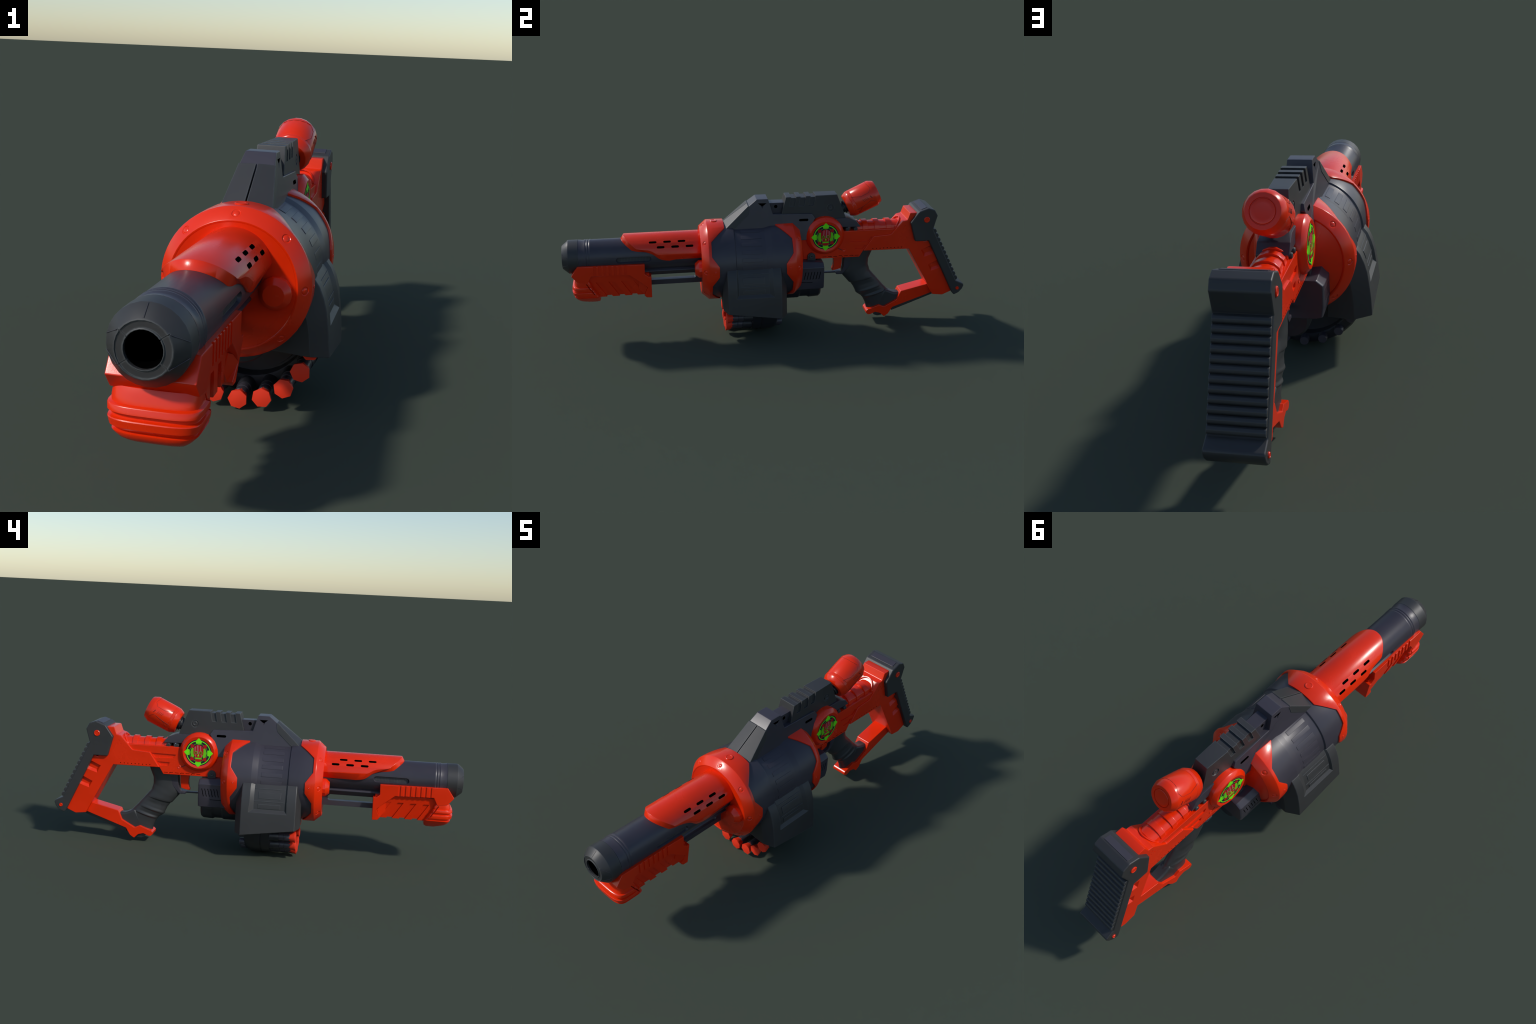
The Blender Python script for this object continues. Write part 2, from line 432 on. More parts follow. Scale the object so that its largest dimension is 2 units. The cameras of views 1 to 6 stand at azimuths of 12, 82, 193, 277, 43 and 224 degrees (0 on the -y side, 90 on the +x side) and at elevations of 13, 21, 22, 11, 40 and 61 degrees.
# ------------------------------------------------------------------ dart wheel
wheel = rev_y([(-0.234, 0.0), (-0.234, 0.082), (-0.230, 0.086), (-0.068, 0.088), (-0.068, 0.158), (-0.060, 0.160), (-0.060, 0.1665), (-0.101, 0.168), (-0.104, 0.172), (-0.104, 0.202), (-0.100, 0.2155), (-0.098, 0.2185), (-0.060, 0.2198), (-0.058, 0.2175), (-0.055, 0.2175), (-0.053, 0.2200), (-0.012, 0.2200), (0.004, 0.2175), (0.020, 0.2090), (0.024, 0.2020), (0.024, 0.180), (0.020, 0.176), (-0.008, 0.174), (-0.008, 0.088), (0.075, 0.086), (0.078, 0.082), (0.078, 0.0)], WZ, 36)
wheel = part("dart_wheel", baked(wheel, angle=30), DEEP)
dart_body = baked(rev_y([(-0.200, 0.0), (-0.200, 0.0175), (-0.198, 0.0198), (-0.172, 0.0200), (-0.1715, 0.0188), (-0.170, 0.0188), (-0.1695, 0.0200), (-0.147, 0.0200), (-0.1465, 0.0188), (-0.09, 0.0186), (-0.09, 0.0)], 0.0, 20), angle=35)
dart_tip = baked(rev_y([(-0.229, 0.0), (-0.2285, 0.0150), (-0.226, 0.0272), (-0.2245, 0.0276), (-0.218, 0.0262), (-0.200, 0.0208), (-0.192, 0.0198), (-0.192, 0.0)], 0.0, 7, phase=0.3), angle=60)
cup = baked(rev_y([(-0.146, 0.0), (-0.146, 0.0215), (-0.143, 0.0232), (-0.099, 0.0240), (-0.06, 0.0240), (-0.06, 0.0)], 0.0, 20), angle=35)
nub = baked(rev_y([(0.020, 0.0), (0.020, 0.0170), (0.046, 0.0165), (0.049, 0.0145), (0.049, 0.0)], 0.0, 16), angle=35)
for me, m in ((dart_body, NAVY), (dart_tip, FOAM), (cup, DEEP), (nub, NAVY)): me.materials.append(m)
RHO = WZ - 0.0278
for d in (-80, -60, -40, -20, 0, 20, 40, 60, 80):
    a = radians(d); T = Matrix.Translation((RHO * sin(a), 0, WZ - RHO * cos(a)))
    dart = instance("foam_dart", dart_body, None, T)
    tip = instance("dart_tip", dart_tip, None, Matrix.Rotation(radians(d * 1.7 + 8), 4, "Y"), dart)
    instance("dart_cup", cup, None, T, wheel); instance("dart_stud", nub, None, T, wheel)

# ------------------------------------------------------------------ top housing, ramp and sight rail
def hw(y, z):
    front = 0.043 + (0.682 - z) * 0.19
    back = interp([(0.40, 0.068), (0.53, 0.068), (0.55, 0.0655), (0.571, 0.0605), (0.606, 0.0500), (0.682, 0.043), (0.70, 0.043)], z)
    t = max(0.0, min(1.0, (y + 0.05) / 0.05))
    return front + (back - front) * t
hous = [(-0.213, 0.546), (-0.101, 0.649), (-0.059, 0.6815), (-0.004, 0.6815), (0.019, 0.606), (0.212, 0.599), (0.227, 0.577), (0.195, 0.526), (0.19, 0.47), (-0.20, 0.47)]
cuts = []
for s in (1, -1):
    tri = slab([(-0.0535, 0.662), (-0.0105, 0.662), (-0.032, 0.6455)], *sorted((s * 0.026, s * 0.07)))
    cuts.append(tint(tri, 1))
    V = [(s * 0.056, -0.0520, 0.660), (s * 0.056, -0.0120, 0.660), (s * 0.056, -0.032, 0.626), (s * 0.0385, -0.032, 0.648)]
    cuts.append(build(V, [[0, 1, 2], [0, 1, 3], [1, 2, 3], [2, 0, 3]]))
    a, b = sorted((s * 0.048, s * 0.09)); cuts.append(tint(slab(pill(0.1695, 0.5715, 0.047, 0.0118, 6), a, b), 1))
housing = part("top_housing", baked(prism(hous, hw), 0.003, 2, cut=cuts, mats=[NAVY, HOLE]))
# ramp cover: two halves with a seam between them, wrapping a little down the sides
def ramp_half(s):
    c = [(-0.2215, 0.5425), (-0.102, 0.6525), (-0.095, 0.6500), (-0.100, 0.612), (-0.170, 0.548)]
    crown = [0.024, 0.002, 0.0, 0.0, 0.0]
    V = [(s * 0.0018, y - (0.004 if k == 0 else 0), z + crown[k]) for k, (y, z) in enumerate(c)] + [(s * (hw(y, z) + 0.0022), y, z) for y, z in c]
    n = len(c)
    return build(V, [list(range(n)), list(range(n, 2 * n))[::-1]] + [[i, (i + 1) % n, n + (i + 1) % n, n + i] for i in range(n)])
for s in (1, -1):
    part("ramp_cover", baked(ramp_half(s), 0.0022, 2), GREY, housing)
vents = []
for y, z0, z1 in ((-0.118, 0.598, 0.626), (-0.131, 0.586, 0.612), (-0.145, 0.574, 0.598)):
    x = hw(0, 0.6) + 0.0024
    V = []
    m = slab([(y, z0), (y + 0.0012, z0), (y + 0.0012, z1), (y, z1)], 0.05, 0.0)
    for v in m.vertices: v.co.x = hw(0, v.co.z) + 0.0027 if v.co.x > 0.02 else 0.045
    vents += [m, mirrored(m)]
part("ramp_vents", baked(join(vents)), NAVY, housing, "stuff")
cuts = []
for s in (1, -1):
    a, b = sorted((s * 0.018, s * 0.05)); cuts.append(tint(slab(pill(0.036, 0.6375, 0.0172, 0.0170, 8), a, b), 1))
part("sight_bridge", baked(prism([(-0.02, 0.6565), (0.085, 0.6555), (0.10, 0.59), (0.0, 0.59)], 0.0275), 0.002, 2, cut=cuts, mats=[NAVY, HOLE]), None, housing)

def rw(y, z): return interp([(0.06, 0.042), (0.10, 0.0415), (0.25, 0.036), (0.34, 0.033), (0.40, 0.033)], y) + max(0, 0.686 - z) * 0.05
rail = [(0.060, 0.598), (0.0845, 0.6855), (0.110, 0.6857), (0.2, 0.686), (0.300, 0.686), (0.339, 0.686), (0.3835, 0.568), (0.3835, 0.52), (0.2, 0.52), (0.06, 0.56)]
cuts = []
for y0, y1 in ((0.1095, 0.1355), (0.1570, 0.1835), (0.2060, 0.2305)):
    w = rw((y0 + y1) / 2, 0.686)
    U = [(-0.09, 0.638), (-w + 0.003, 0.638), (-w + 0.0075, 0.6785), (w - 0.0075, 0.6785), (w - 0.003, 0.638), (0.09, 0.638), (0.09, 0.72), (-0.09, 0.72)]
    cuts.append(along_y(U, y0, y1, lambda z: (z - 0.686) * 0.20))
for s in (1, -1):
    m = rev_x([(0.0, 0.0), (0.0, 0.0168), (0.0035, 0.0185), (0.03, 0.0185), (0.03, 0.0)], 0.3055, 0.622, 24)
    m.transform(Matrix.Translation((0.0350, 0, 0))); cuts.append(m if s > 0 else mirrored(m))
sight = part("sight_rail", baked(prism(rail, rw), 0.003, 2, cut=cuts, mats=[GREY]))
screw = revolve([(-0.004, 0.0118), (0.0015, 0.0118), (0.0025, 0.0105), (0.0025, 0.0070), (0.0018, 0.0062), (0.0018, 0.0)], 24)
cross = [along_y([(-0.0055, 0), (0.0055, 0), (0.0055, 0.01), (-0.0055, 0.01)], -0.0011, 0.0011), along_y([(-0.0011, 0), (0.0011, 0), (0.0011, 0.01), (-0.0011, 0.01)], -0.0055, 0.0055)]
for c in cross: c.transform(Matrix.Translation((0, 0, 0.0008)))
screw = baked(screw, cut=cross, mats=[GREY], angle=30)
for s in (1, -1):
    instance("screw", screw, None, axis((s * 0.0358, 0.3055, 0.622), (s, 0, 0)), sight)

# mount under the rear of the rail
mount = part("rail_mount", baked(prism([(0.28, 0.567), (0.388, 0.567), (0.434, 0.5515), (0.459, 0.519), (0.28, 0.524)], lambda y, z: 0.0515 if z < 0.56 else 0.047), 0.003), NAVY)
bolt = baked(revolve([(-0.03, 0.0105), (0.006, 0.0105), (0.0095, 0.0085), (0.0105, 0.0), ], 18), angle=40); bolt.materials.append(GREY)
for s in (1, -1):
    for y in (0.3895, 0.4315):
        instance("mount_bolt", bolt, None, axis((s * 0.046, y, 0.5095), (s, 0, 0)), mount)

# ------------------------------------------------------------------ charging knob (angled canister behind the rail)
KA = radians(24.7); KM = Vector((0, 0.4116, 0.6246)); KD = Vector((0, cos(KA), sin(KA)))
K = axis(KM, KD)
can = revolve([(-0.0233, 0.0), (-0.0233, 0.0525), (-0.0215, 0.0550), (0.000, 0.0652), (0.003, 0.0660), (0.005, 0.0648), (0.0065, 0.0660), (0.018, 0.0664), (0.0195, 0.0655), (0.021, 0.0664), (0.120, 0.0672), (0.1235, 0.0660), (0.1440, 0.0560), (0.1460, 0.0535), (0.1460, 0.0405), (0.1425, 0.0395), (0.1425, 0.0378), (0.1455, 0.0365), (0.1465, 0.0340), (0.1450, 0.0240), (0.1445, 0.0)], 20, phase=0.2)
can.transform(K); can = part("charging_knob", baked(can, angle=32), RED)
def on_can(s, deg, r=0.0668):
    a = radians(deg); e1 = Vector((1, 0, 0)); e2 = Vector((0, -sin(KA), cos(KA)))
    return KM + KD * s + e1 * (r * sin(a)) + e2 * (r * cos(a))
def can_line(pts, r=0.0668, w=0.0007):
    P = []
    for (s0, a0), (s1, a1) in zip(pts, pts[1:]):
        n = max(2, int(abs(a1 - a0) / 6) + 1)
        P += [on_can(s0 + (s1 - s0) * k / n, a0 + (a1 - a0) * k / n, r) for k in range(n)]
    P.append(on_can(*pts[-1], r)); return tube(P, w)
lines = []
for s in (1, -1):
    lines.append(can_line([(0.014, s * 45), (0.057, s * 62), (0.100, s * 61), (0.1155, s * 44), (0.1085, s * 18), (0.1085, 0)]))
    lines.append(can_line([(0.012, s * 108), (0.045, s * 106), (0.098, s * 96), (0.118, s * 112)]))
    lines.append(can_line([(0.045, s * 106), (0.022, s * 128)]))
    for k in range(4): lines.append(can_line([(0.058 + 0.008 * k, s * 76), (0.064 + 0.008 * k, s * 88)], 0.0666, 0.0009))
    lines.append(can_line([(0.100, s * 76), (0.106, s * 88)], 0.0670, 0.0016))
part("knob_seams", join(lines), REDLINE, can, "stuff")
neck = revolve([(-0.070, 0.0), (-0.070, 0.026), (-0.036, 0.026), (-0.036, 0.032), (-0.031, 0.034), (-0.028, 0.032), (-0.028, 0.029), (-0.024, 0.029), (-0.024, 0.036), (-0.020, 0.036), (-0.020, 0.0)], 24)
neck.transform(K); part("knob_neck", baked(neck, angle=30), DEEP, can)

# ------------------------------------------------------------------ receiver and skeleton stock
RW = 0.0585
trap = []
for P in ([(0.391, 0.4645), (0.516, 0.4665), (0.496, 0.4435), (0.404, 0.4455)], [(0.421, 0.4245), (0.485, 0.4255), (0.468, 0.4055), (0.429, 0.4065)]):
    a = slab(P, RW - 0.006, 0.09); trap += [a, mirrored(a)]
for k in range(7):
    y = 0.2664 + k * 0.0272
    P = [(y, 0.3722), (y + 0.0195, 0.3722), (y + 0.0195, 0.3745), (y, 0.3745)] if k % 2 == 0 else [(y, 0.3735), (y + 0.0135, 0.3735), (y + 0.019, 0.3690), (y + 0.021, 0.3702), (y + 0.015, 0.3760), (y, 0.3758)]
    a = tint(slab(P, RW - 0.003, 0.09), 1); trap += [a, mirrored(a)]
receiver = part("receiver", baked(prism([(0.105, 0.528), (0.200, 0.528), (0.205, 0.503), (0.66, 0.503), (0.56, 0.40), (0.476, 0.402), (0.4525, 0.3635), (0.105, 0.3655)], RW), 0.003, 2, cut=trap, mats=[RED, HOLE]))
sel = revolve([(-0.002, 0.0085), (0.0012, 0.0082), (0.0020, 0.0072), (0.0012, 0.0062), (0.0012, 0.0)], 18)
sel = baked(sel, angle=40); sel.materials.append(RED)
for s in (1, -1):
    instance("selector_pin", sel, None, axis((s * RW, 0.3735, 0.4045), (s, 0, 0)), receiver)
lever = slab([(0.342, 0.4135), (0.345, 0.4165), (0.366, 0.4055), (0.364, 0.4025)], RW - 0.002, RW + 0.0008)
both("selector_mark", baked(lever), REDLINE, receiver)

SW = 0.0655
cuts = []
for P in ([(0.767, 0.3845), (0.90, 0.438), (0.92, 0.405), (0.786, 0.3475)], [(0.8085, 0.303), (0.93, 0.3545), (0.945, 0.322), (0.8255, 0.269)]):
    n = 4; x0 = SW - 0.011
    cy = sum(p[0] for p in P) / 4; cz = sum(p[1] for p in P) / 4
    V = [(x0, cy + (y - cy) * 0.90, cz + (z - cz) * 0.66) for y, z in P] + [(SW + 0.006, cy + (y - cy) * 1.05, cz + (z - cz) * 1.18) for y, z in P]
    a = build(V, [[0, 1, 2, 3], [7, 6, 5, 4]] + [[i, (i + 1) % 4, 4 + (i + 1) % 4, 4 + i] for i in range(4)])
    cuts += [a, mirrored(a)]
for k in range(9):
    a = tint(slab(pill(0.5191 + 0.0185 * k, 0.4065, 0.0050, 0.0049, 4), SW - 0.003, 0.09), 1); cuts += [a, mirrored(a)]
for y, z in ((0.6782, 0.5182), (0.6686, 0.5015), (0.6877, 0.5016)):
    a = slab(pill(y, z, 0.0056, 0.0055, 4), SW - 0.002, 0.09); cuts += [a, mirrored(a)]
stock_prof = [(0.471, 0.3965), (0.5215, 0.4705), (0.6085, 0.4765), (0.667, 0.5425), (0.690, 0.5475), (0.7025, 0.5835), (0.740, 0.5835), (0.775, 0.570), (0.782, 0.43),
              (0.812, 0.440), (0.944, 0.166), (0.938, 0.151), (0.895, 0.1325), (0.842, 0.1385), (0.816, 0.190), (0.705, 0.3945)]
stock = part("stock", baked(prism(stock_prof, SW), 0.004, 2, cut=cuts, mats=[RED, HOLE]))

bar_prof = [(0.87, 0.203), (0.823, 0.1885), (0.6825, 0.1555), (0.6625, 0.1095), (0.597, 0.0735), (0.570, 0.0855), (0.5225, 0.0665), (0.512, 0.0640), (0.5035, 0.0560), (0.5035, 0.0440), (0.514, 0.0345),
            (0.526, 0.0345), (0.551, 0.0460), (0.578, 0.0390), (0.599, 0.0180), (0.620, 0.0320), (0.642, 0.0680), (0.840, 0.1365), (0.87, 0.15)]
bar = part("lower_brace", baked(prism(bar_prof, 0.0385), 0.0035), RED, stock)
part("brace_underside", baked(join([prism([(0.641, 0.044), (0.645, 0.075), (0.86, 0.150), (0.857, 0.124)], 0.024), prism([(0.538, 0.046), (0.548, 0.026), (0.566, 0.0185), (0.588, 0.021), (0.605, 0.05)], 0.024)]), 0.003), GREY, stock)

# ribbed tube along the top of the receiver
def bump_sec(a, b, z0, n=7):
    P = [(a * cos(pi * k / n), z0 + b * (abs(sin(pi * k / n)) ** 0.85)) for k in range(n + 1)]
    return P + [(-a, z0 - 0.01), (a, z0 - 0.01)]
rib_core = part("tube_core", baked(along_y(bump_sec(0.043, 0.0335, 0.500), 0.43, 0.655), 0.0015, angle=25), RED, receiver)
for y0, y1 in ((0.432, 0.452), (0.4695, 0.4965), (0.5290, 0.5545), (0.5895, 0.6155)):
    part("tube_rib", baked(along_y(bump_sec(0.0470, 0.0410, 0.500), y0, y1), 0.0022, angle=25), RED, receiver)
arch = []
for r in (0.040,):
    arch = tube([(0.046 * cos(pi * k / 16), 0.6335 + 0.030 * sin(pi * k / 16), 0.503 + 0.0435 * sin(pi * k / 16) ** 0.9) for k in range(17)], 0.0035)
part("tube_collar", arch, RED, receiver)

# ------------------------------------------------------------------ butt pad
butt_prof = [(0.7425, 0.5915), (0.7030, 0.5360), (0.7305, 0.4380), (0.8005, 0.4380), (0.9395, 0.1500), (0.9510, 0.1365), (0.9760, 0.1490), (0.9930, 0.1680), (1.0, 0.1860), (0.9970, 0.1960), (0.9560, 0.2150),
             (0.8200, 0.4980), (0.8395, 0.5690), (0.8235, 0.5975), (0.7900, 0.6090)]
butt = part("butt_plate", baked(prism(butt_prof, 0.0840), 0.007, 3, angle=40), GREY)
part("butt_top_inlay", baked(prism([(0.757, 0.5935), (0.758, 0.5998), (0.786, 0.6098), (0.788, 0.603)], 0.066), 0.001), NAVY, butt)
NR = 12; A = Vector((0.957, 0.218)); B = Vector((0.8215, 0.498)); u = (B - A) / NR; nrm = Vector((-u.y, u.x)).normalized() * -1
if nrm.x < 0: nrm = -nrm
ridge = []
for k in range(NR):
    p = A + u * k
    q = [p - nrm * 0.012, p + nrm * 0.003, p + nrm * 0.0100 + u * 0.16, p + nrm * 0.0125 + u * 0.48, p + nrm * 0.0105 + u * 0.80, p + nrm * 0.003 + u, p + u - nrm * 0.012]
    me = baked(prism([(v.x, v.y) for v in q], 0.0800), 0.0018, 2)
    part("butt_ridge", me, GREY, butt)
rv = lambda r: baked(revolve([(-0.006, r), (0.0045, r), (0.0065, r * 0.85), (0.0065, r * 0.72), (0.0055, r * 0.66), (0.0055, 0.0)], 24), angle=35)
for s in (1, -1):
    instance("butt_rivet", rv(0.0150), RED, axis((s * 0.0815, 0.7835, 0.550), (s, 0, 0)), butt)
    instance("butt_rivet", rv(0.0088), RED, axis((s * 0.0815, 0.9650, 0.1740), (s, 0, 0)), butt)

# ------------------------------------------------------------------ grip, trigger, trigger guard
G = [((0.385, 0.40), (0.538, 0.40), .026), ((0.383, 0.36), (0.530, 0.375), .026), ((0.379, 0.30), (0.5135, 0.335), .027), ((0.372, 0.262), (0.5125, 0.304), .0280), ((0.392, 0.238), (0.522, 0.272), .0300),
     ((0.415, 0.2105), (0.548, 0.2415), .0315), ((0.4235, 0.2070), (0.552, 0.237), .0265), ((0.438, 0.186), (0.5645, 0.2215), .0245), ((0.4475, 0.166), (0.578, 0.206), .0270), ((0.4520, 0.152), (0.588, 0.194), .0315),
     ((0.4610, 0.1440), (0.594, 0.187), .0265), ((0.478, 0.133), (0.606, 0.174), .0245), ((0.4865, 0.124), (0.616, 0.163), .0305), ((0.492, 0.1165), (0.620, 0.160), .0255), ((0.503, 0.093), (0.635, 0.148), .0255), ((0.509, 0.072), (0.640, 0.120), .0260), ((0.513, 0.052), (0.622, 0.090), .0260)]
rows = []
for (f0, b0, w0), (f1, b1, w1) in zip(G, G[1:]):
    for k in range(4):
        t = k / 4; t2 = t * t * (3 - 2 * t)
        rows.append((Vector(f0).lerp(Vector(f1), t), Vector(b0).lerp(Vector(b1), t), w0 + (w1 - w0) * t2))
rows.append((Vector(G[-1][0]), Vector(G[-1][1]), G[-1][2]))
V, F, n = [], [], 28
for i, (f, b, w) in enumerate(rows):
    c = (f + b) / 2; h = (b - f) / 2
    for k in range(n):
        a = 2 * pi * k / n; ca, sa = cos(a), sin(a)
        q = 2 / 2.25
        p = c + h * (math.copysign(abs(ca) ** q, ca))
        ww = w * (math.copysign(abs(sa) ** q, sa))
        # ridges fade towards the back of the grip
        if ca > 0: ww += (0.0280 - w) * ca * 0.8 * (1 if sa > 0 else -1) * min(1, abs(sa) * 3)
        V.append((ww, p.x, p.y))
for i in range(len(rows) - 1):
    for k in range(n):
        k2 = (k + 1) % n; F.append([i * n + k, i * n + k2, (i + 1) * n + k2, (i + 1) * n + k])
F += [list(range(n)), list(range((len(rows) - 1) * n, len(rows) * n))[::-1]]
grip = part("grip", baked(build(V, F), angle=55), SOFT)
part("grip_heel", baked(prism([(0.600, 0.166), (0.618, 0.1575), (0.650, 0.1440), (0.690, 0.1420), (0.672, 0.100), (0.60, 0.06), (0.575, 0.075), (0.565, 0.105)], 0.0260), 0.011, 4, angle=50), SOFT, grip)
trig = [(0.326, 0.372), (0.331, 0.345), (0.3335, 0.320), (0.331, 0.300), (0.3245, 0.281), (0.345, 0.2835), (0.369, 0.290), (0.374, 0.320), (0.3765, 0.372)]
part("trigger", baked(prism(trig, 0.0155), 0.003), RED, receiver)
part("trigger_guard", baked(prism([(0.345, 0.2615), (0.341, 0.2735), (0.368, 0.2765), (0.381, 0.302), (0.386, 0.37), (0.430, 0.37), (0.4335, 0.327), (0.392, 0.2775), (0.376, 0.2605)], 0.0245), 0.004), NAVY, receiver)
part("guard_rod", baked(slab([(0.24, 0.266), (0.36, 0.2645), (0.36, 0.2725), (0.24, 0.2745)], -0.0085, 0.0085), 0.002), NAVY, receiver)

# ------------------------------------------------------------------ motor box behind the drum
bx = [(-0.116, 0.340), (-0.093, 0.371), (0.093, 0.371), (0.116, 0.340), (0.115, 0.262), (0.109, 0.226), (0.088, 0.220), (-0.088, 0.220), (-0.109, 0.226), (-0.115, 0.262)]
V = [(x, 0.10, z) for x, z in bx] + [(x, 0.255, z - (0.012 if z > 0.35 else 0)) for x, z in bx] + [(x * 0.965, 0.2655, DZ - 0.08 + (z - (0.012 if z > 0.35 else 0) - DZ + 0.08) * 0.965) for x, z in bx]
n = len(bx); F = [list(range(n)), list(range(2 * n, 3 * n))[::-1]]
for r in (0, 1): F += [[r * n + i, r * n + (i + 1) % n, (r + 1) * n + (i + 1) % n, (r + 1) * n + i] for i in range(n)]
cuts = []
for k in range(6):
    y = 0.172 + 0.0148 * k
    a = tint(slab([(y - 0.010, 0.280), (y - 0.007, 0.279), (y + 0.0025, 0.318), (y - 0.0005, 0.319)], 0.1120, 0.14), 1); cuts += [a, mirrored(a)]
a = tint(slab([(0.12, 0.2645), (0.206, 0.2635), (0.206, 0.2660), (0.12, 0.2670)], 0.1115, 0.14), 1); cuts += [a, mirrored(a)]
box = part("motor_box", baked(build(V, F), 0.0025, 2, cut=cuts, mats=[NAVY, HOLE]))
cyl = rev_y([(0.08, 0.0), (0.08, 0.066), (0.147, 0.066), (0.156, 0.061), (0.193, 0.061), (0.203, 0.066), (0.250, 0.064), (0.260, 0.056), (0.260, 0.0)], 0.2105, 36)
part("motor_can", baked(cyl, angle=28), DEEP, box)
lug = [(0.189, 0.360), (0.229, 0.360)] + [(0.209 + 0.020 * cos(radians(a)), 0.380 + 0.020 * sin(radians(a))) for a in range(0, 181, 20)]
for s in (1, -1):
    a, b = sorted((s * 0.05, s * 0.0665))
    l = part("screw_lug", baked(slab(lug, a, b), 0.002), GREY, box)
    sm = instance("screw", screw, None, axis((s * 0.0660, 0.209, 0.382), (s, 0, 0)), box)

# ------------------------------------------------------------------ round badge with the skull sign
EY, EZ, ER = 0.2755, 0.4865, 0.0715
disc = rev_x([(0.035, 0.0), (0.035, 0.0955), (0.0655, 0.0955), (0.0680, 0.0945), (0.0812, 0.0805), (0.0826, 0.0780), (0.0822, 0.0735), (0.0815, 0.0720), (0.0815, 0.0)], EY, EZ, 28)
disc = baked(disc, angle=30)
def ell(cx, cy, rx, ry, n=28, a0=0, a1=360):
    return [(cx + rx * cos(radians(a0 + (a1 - a0) * k / n)), cy + ry * sin(radians(a0 + (a1 - a0) * k / n))) for k in range(n if a1 - a0 == 360 else n + 1)]
def decal(polys, layer, t=0.0005):
    """flat printed shapes in badge units (1 = arrow tip radius), stacked by layer"""
    ms = []
    x0 = 0.0812; x1 = 0.0817 + 0.00025 * layer
    for P in polys:
        ms.append(slab([(EY + ER * p[0], EZ + ER * p[1]) for p in P], x0, x1))
    return join(ms)
def ringpoly(r0, r1, n=56):
    out = []
    for k in range(n):
        a, b = 2 * pi * k / n, 2 * pi * (k + 1) / n
        out.append([(r0 * cos(a), r0 * sin(a)), (r1 * cos(a), r1 * sin(a)), (r1 * cos(b), r1 * sin(b)), (r0 * cos(b), r0 * sin(b))])
    return out
def rot(P, d):
    a = radians(d); return [(x * cos(a) - y * sin(a), x * sin(a) + y * cos(a)) for x, y in P]
arrow = [(0, 1.0), (-0.205, 0.805), (-0.195, 0.64), (0.195, 0.64), (0.205, 0.805)]
arcg = [(0.19, 0.66), (0.14, 0.585), (0.0, 0.555), (-0.14, 0.585), (-0.19, 0.66)]
bone = [(-0.155, 0.545), (-0.05, 0.50), (0.09, 0.52), (0.155, 0.58), (0.07, 0.72), (0.03, 0.79), (-0.05, 0.78)]
skull = ell(0, 0.20, 0.352, 0.335, 24, -8, 188) + [(-0.345, 0.02), (-0.33, -0.10), (-0.27, -0.19), (-0.245, -0.34), (-0.12, -0.335), (0.12, -0.335), (0.245, -0.34), (0.27, -0.19), (0.33, -0.10), (0.345, 0.02)]
layers = [
    ("badge_ground", INK, 1, [ell(0, 0, 0.905, 0.905, 56)]),
    ("badge_ring", GREEN, 2, ringpoly(0.785, 0.838)),
    ("badge_arrow", GREEN, 2.6, [rot(arrow, a) for a in (0, 90, 180, 270)]),
    ("badge_glow", DIM, 2.3, ringpoly(0.610, 0.628)),
    ("badge_arc", DIM, 3.5, [rot(arcg, a) for a in (0, 90, 180, 270)]),
    ("badge_flame", DIM, 3.3, [ell(-0.40, -0.03, 0.135, 0.36, 24), ell(0.40, -0.03, 0.135, 0.36, 24)]),
    ("badge_skull", BLOOD, 4, [skull, ell(0, -0.50, 0.235, 0.135, 24)] + [rot(bone, a) for a in (45, -45, 135, 225)]),
    ("badge_stripe", PINK, 5, [[(-0.19, 0.12), (-0.11, 0.12), (-0.09, 0.48), (-0.16, 0.46)], [(-0.01, -0.08), (0.06, -0.08), (0.11, 0.50), (0.02, 0.51)], [(0.20, 0.10), (0.27, 0.10), (0.27, 0.40), (0.18, 0.42)],
                                [(-0.25, -0.30), (-0.20, -0.30), (-0.17, -0.14), (-0.23, -0.12)], [(0.16, -0.30), (0.20, -0.30), (0.22, -0.14), (0.17, -0.12)]]),
    ("badge_eye", DIM, 6, [ell(-0.16, 0.0, 0.105, 0.105, 20), ell(0.16, 0.0, 0.105, 0.105, 20)]),
    ("badge_nose", GREEN, 6, [[(-0.055, -0.25), (0.055, -0.25), (0.05, -0.19), (0.01, -0.10), (-0.01, -0.10), (-0.05, -0.19)], [(-0.20, -0.345), (0.20, -0.345), (0.20, -0.365), (-0.20, -0.365)], [(-0.20, -0.415), (0.20, -0.415), (0.20, -0.435), (-0.20, -0.435)],
                              [(-0.24, -0.32), (-0.225, -0.32), (-0.225, -0.46), (-0.24, -0.46)], [(0.225, -0.32), (0.24, -0.32), (0.24, -0.46), (0.225, -0.46)]]),
    ("badge_teeth", DIM, 5, [[(-0.20, -0.365), (0.20, -0.365), (0.20, -0.415), (-0.20, -0.415)]]),
    ("badge_socket", INK, 7, [ell(-0.16, 0.0, 0.075, 0.075, 18), ell(0.16, 0.0, 0.075, 0.075, 18)]),
    ("badge_pupil", RED, 8, [ell(-0.16, 0.0, 0.040, 0.040, 14), ell(0.16, 0.0, 0.040, 0.040, 14)]),
]
badges = both("round_badge", disc, RED)
for bdg, f in zip(badges, (lambda m: m, mirrored)):
    for nm, mat, ly, polys in layers:
        me = f(decal(polys, ly)); finish(me, 10); part(nm, me, mat, bdg)

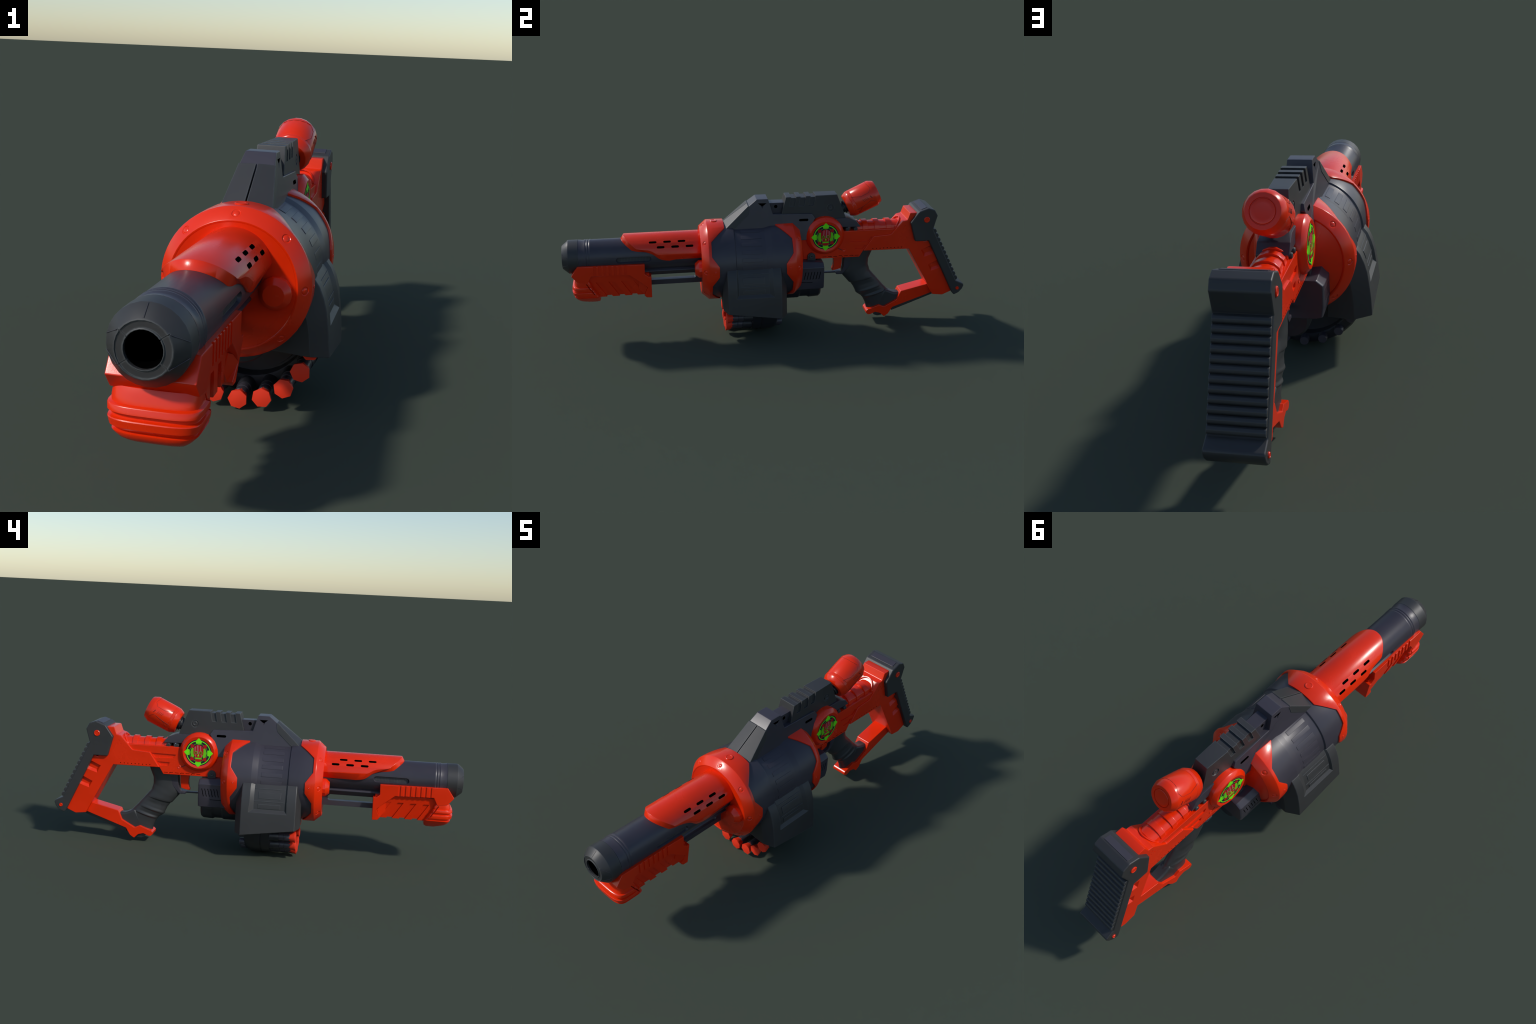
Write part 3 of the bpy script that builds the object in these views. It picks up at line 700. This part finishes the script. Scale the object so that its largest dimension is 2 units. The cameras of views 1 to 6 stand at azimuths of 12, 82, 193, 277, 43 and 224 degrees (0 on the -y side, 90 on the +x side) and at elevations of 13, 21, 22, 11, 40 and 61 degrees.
# ------------------------------------------------------------------ pump fore-end
up = [(-0.928, 0.3995), (-0.609, 0.3960), (-0.611, 0.3460), (-0.593, 0.3310), (-0.580, 0.3325), (-0.5815, 0.2165), (-0.6075, 0.2180), (-0.6185, 0.2300), (-0.6010, 0.2740), (-0.6280, 0.3000),
      (-0.683, 0.3445), (-0.865, 0.3490), (-0.884, 0.3120), (-0.932, 0.3195), (-0.9595, 0.3530)]
cuts = []
for k in range(7):
    y = -0.853 + k * 0.02415
    m = along_y([(0.0855, 0.33), (0.0855, 0.42), (0.13, 0.42), (0.13, 0.33)], y, y + 0.0125); cuts += [m, mirrored(m)]
clear = rev_y([(-1.1, 0.0), (-1.1, 0.0785), (-0.5, 0.0785), (-0.5, 0.0)], BZ, 48)
cuts.append(clear)
fore = part("pump_handle", baked(prism(up, lambda y, z: interp([(0.21, 0.074), (0.30, 0.0890), (0.32, 0.0895), (0.41, 0.0895)], z)), 0.003, 2, cut=cuts, mats=[RED]))
cw = lambda y, z: interp([(0.20, 0.052), (0.232, 0.058), (0.30, 0.069), (0.35, 0.074)], z)
core = [(-0.90, 0.343), (-0.59, 0.343), (-0.59, 0.270), (-0.59, 0.2285), (-0.62, 0.2285), (-0.80, 0.2275), (-0.86, 0.2275), (-0.90, 0.30)]
panel = [(-0.640, 0.306, 0.070), (-0.6285, 0.3005, 0.0780), (-0.6020, 0.2740, 0.0850), (-0.6180, 0.2310, 0.0640), (-0.645, 0.262, 0.062)]
part("pump_panel", baked(prism(panel, 0.07), 0.001), RED, fore)
cuts = []
for k in range(4):
    y = -0.848 + 0.0605 * k; dep = 0.0065 if k < 3 else 0.0025
    a = slab([(y, 0.3105), (y + 0.0275, 0.3095), (y + 0.0815, 0.222), (y + 0.054, 0.222)], 0.0, 0.10)
    for v in a.vertices: v.co.x = cw(0, v.co.z) - dep if v.co.x < 0.05 else 0.12
    cuts += [a, mirrored(a)]
    cuts.append(slab([(y + 0.0475, 0.2335), (y + 0.0745, 0.2335), (y + 0.0815, 0.222), (y + 0.054, 0.222)], -0.1, 0.1))
part("pump_core", baked(prism(core, cw), 0.002, 2, cut=cuts, mats=[RED]), None, fore)
# rounded ribbed nose under the muzzle
NZ = [(0.325, -0.940, 0.0870, -0.880), (0.305, -0.9500, 0.0885, -0.866), (0.2945, -0.9520, 0.0885, -0.866), (0.2925, -0.9585, 0.0945, -0.864), (0.2905, -0.9600, 0.0955, -0.863), (0.279, -0.9625, 0.0950, -0.858), (0.2765, -0.9535, 0.0895, -0.856), (0.268, -0.9545, 0.0885, -0.850), (0.2662, -0.9620, 0.0940, -0.849), (0.2642, -0.9632, 0.0948, -0.848),
      (0.2495, -0.9610, 0.0915, -0.838), (0.2470, -0.9520, 0.0855, -0.837), (0.239, -0.9480, 0.0835, -0.831), (0.2372, -0.9545, 0.0875, -0.830), (0.2350, -0.9545, 0.0860, -0.830), (0.2225, -0.9465, 0.0740, -0.828), (0.2120, -0.930, 0.0620, -0.829), (0.2035, -0.902, 0.0510, -0.831), (0.1985, -0.868, 0.042, -0.838)]
V, F = [], []; n = 40
for z, yf, w, yb in NZ:
    for k in range(n):
        a = 2 * pi * k / n; ca, sa = cos(a), sin(a)
        if ca > 0: p = 2 / 3.6; y = -0.905 + (yf + 0.905) * abs(ca) ** p if yf < -0.905 else -0.88 + (yf + 0.88) * abs(ca) ** p
        else: p = 2 / 8.0; y = -0.905 + (yb + 0.905) * abs(ca) ** p if yf < -0.905 else -0.88 + (yb + 0.88) * abs(ca) ** p
        x = w * math.copysign(abs(sa) ** p, sa)
        V.append((x, y, z))
for i in range(len(NZ) - 1):
    for k in range(n):
        k2 = (k + 1) % n; F.append([i * n + k, i * n + k2, (i + 1) * n + k2, (i + 1) * n + k])
F += [list(range(n)), list(range((len(NZ) - 1) * n, len(NZ) * n))[::-1]]
a = slab([(-0.893, 0.309), (-0.889, 0.311), (-0.852, 0.255), (-0.855, 0.252)], 0.075, 0.12)
part("pump_nose", baked(build(V, F), 0, cut=[a, mirrored(a)], mats=[RED], angle=38), None, fore)

for o in list(bpy.data.meshes):
    if o.users == 0: bpy.data.meshes.remove(o)
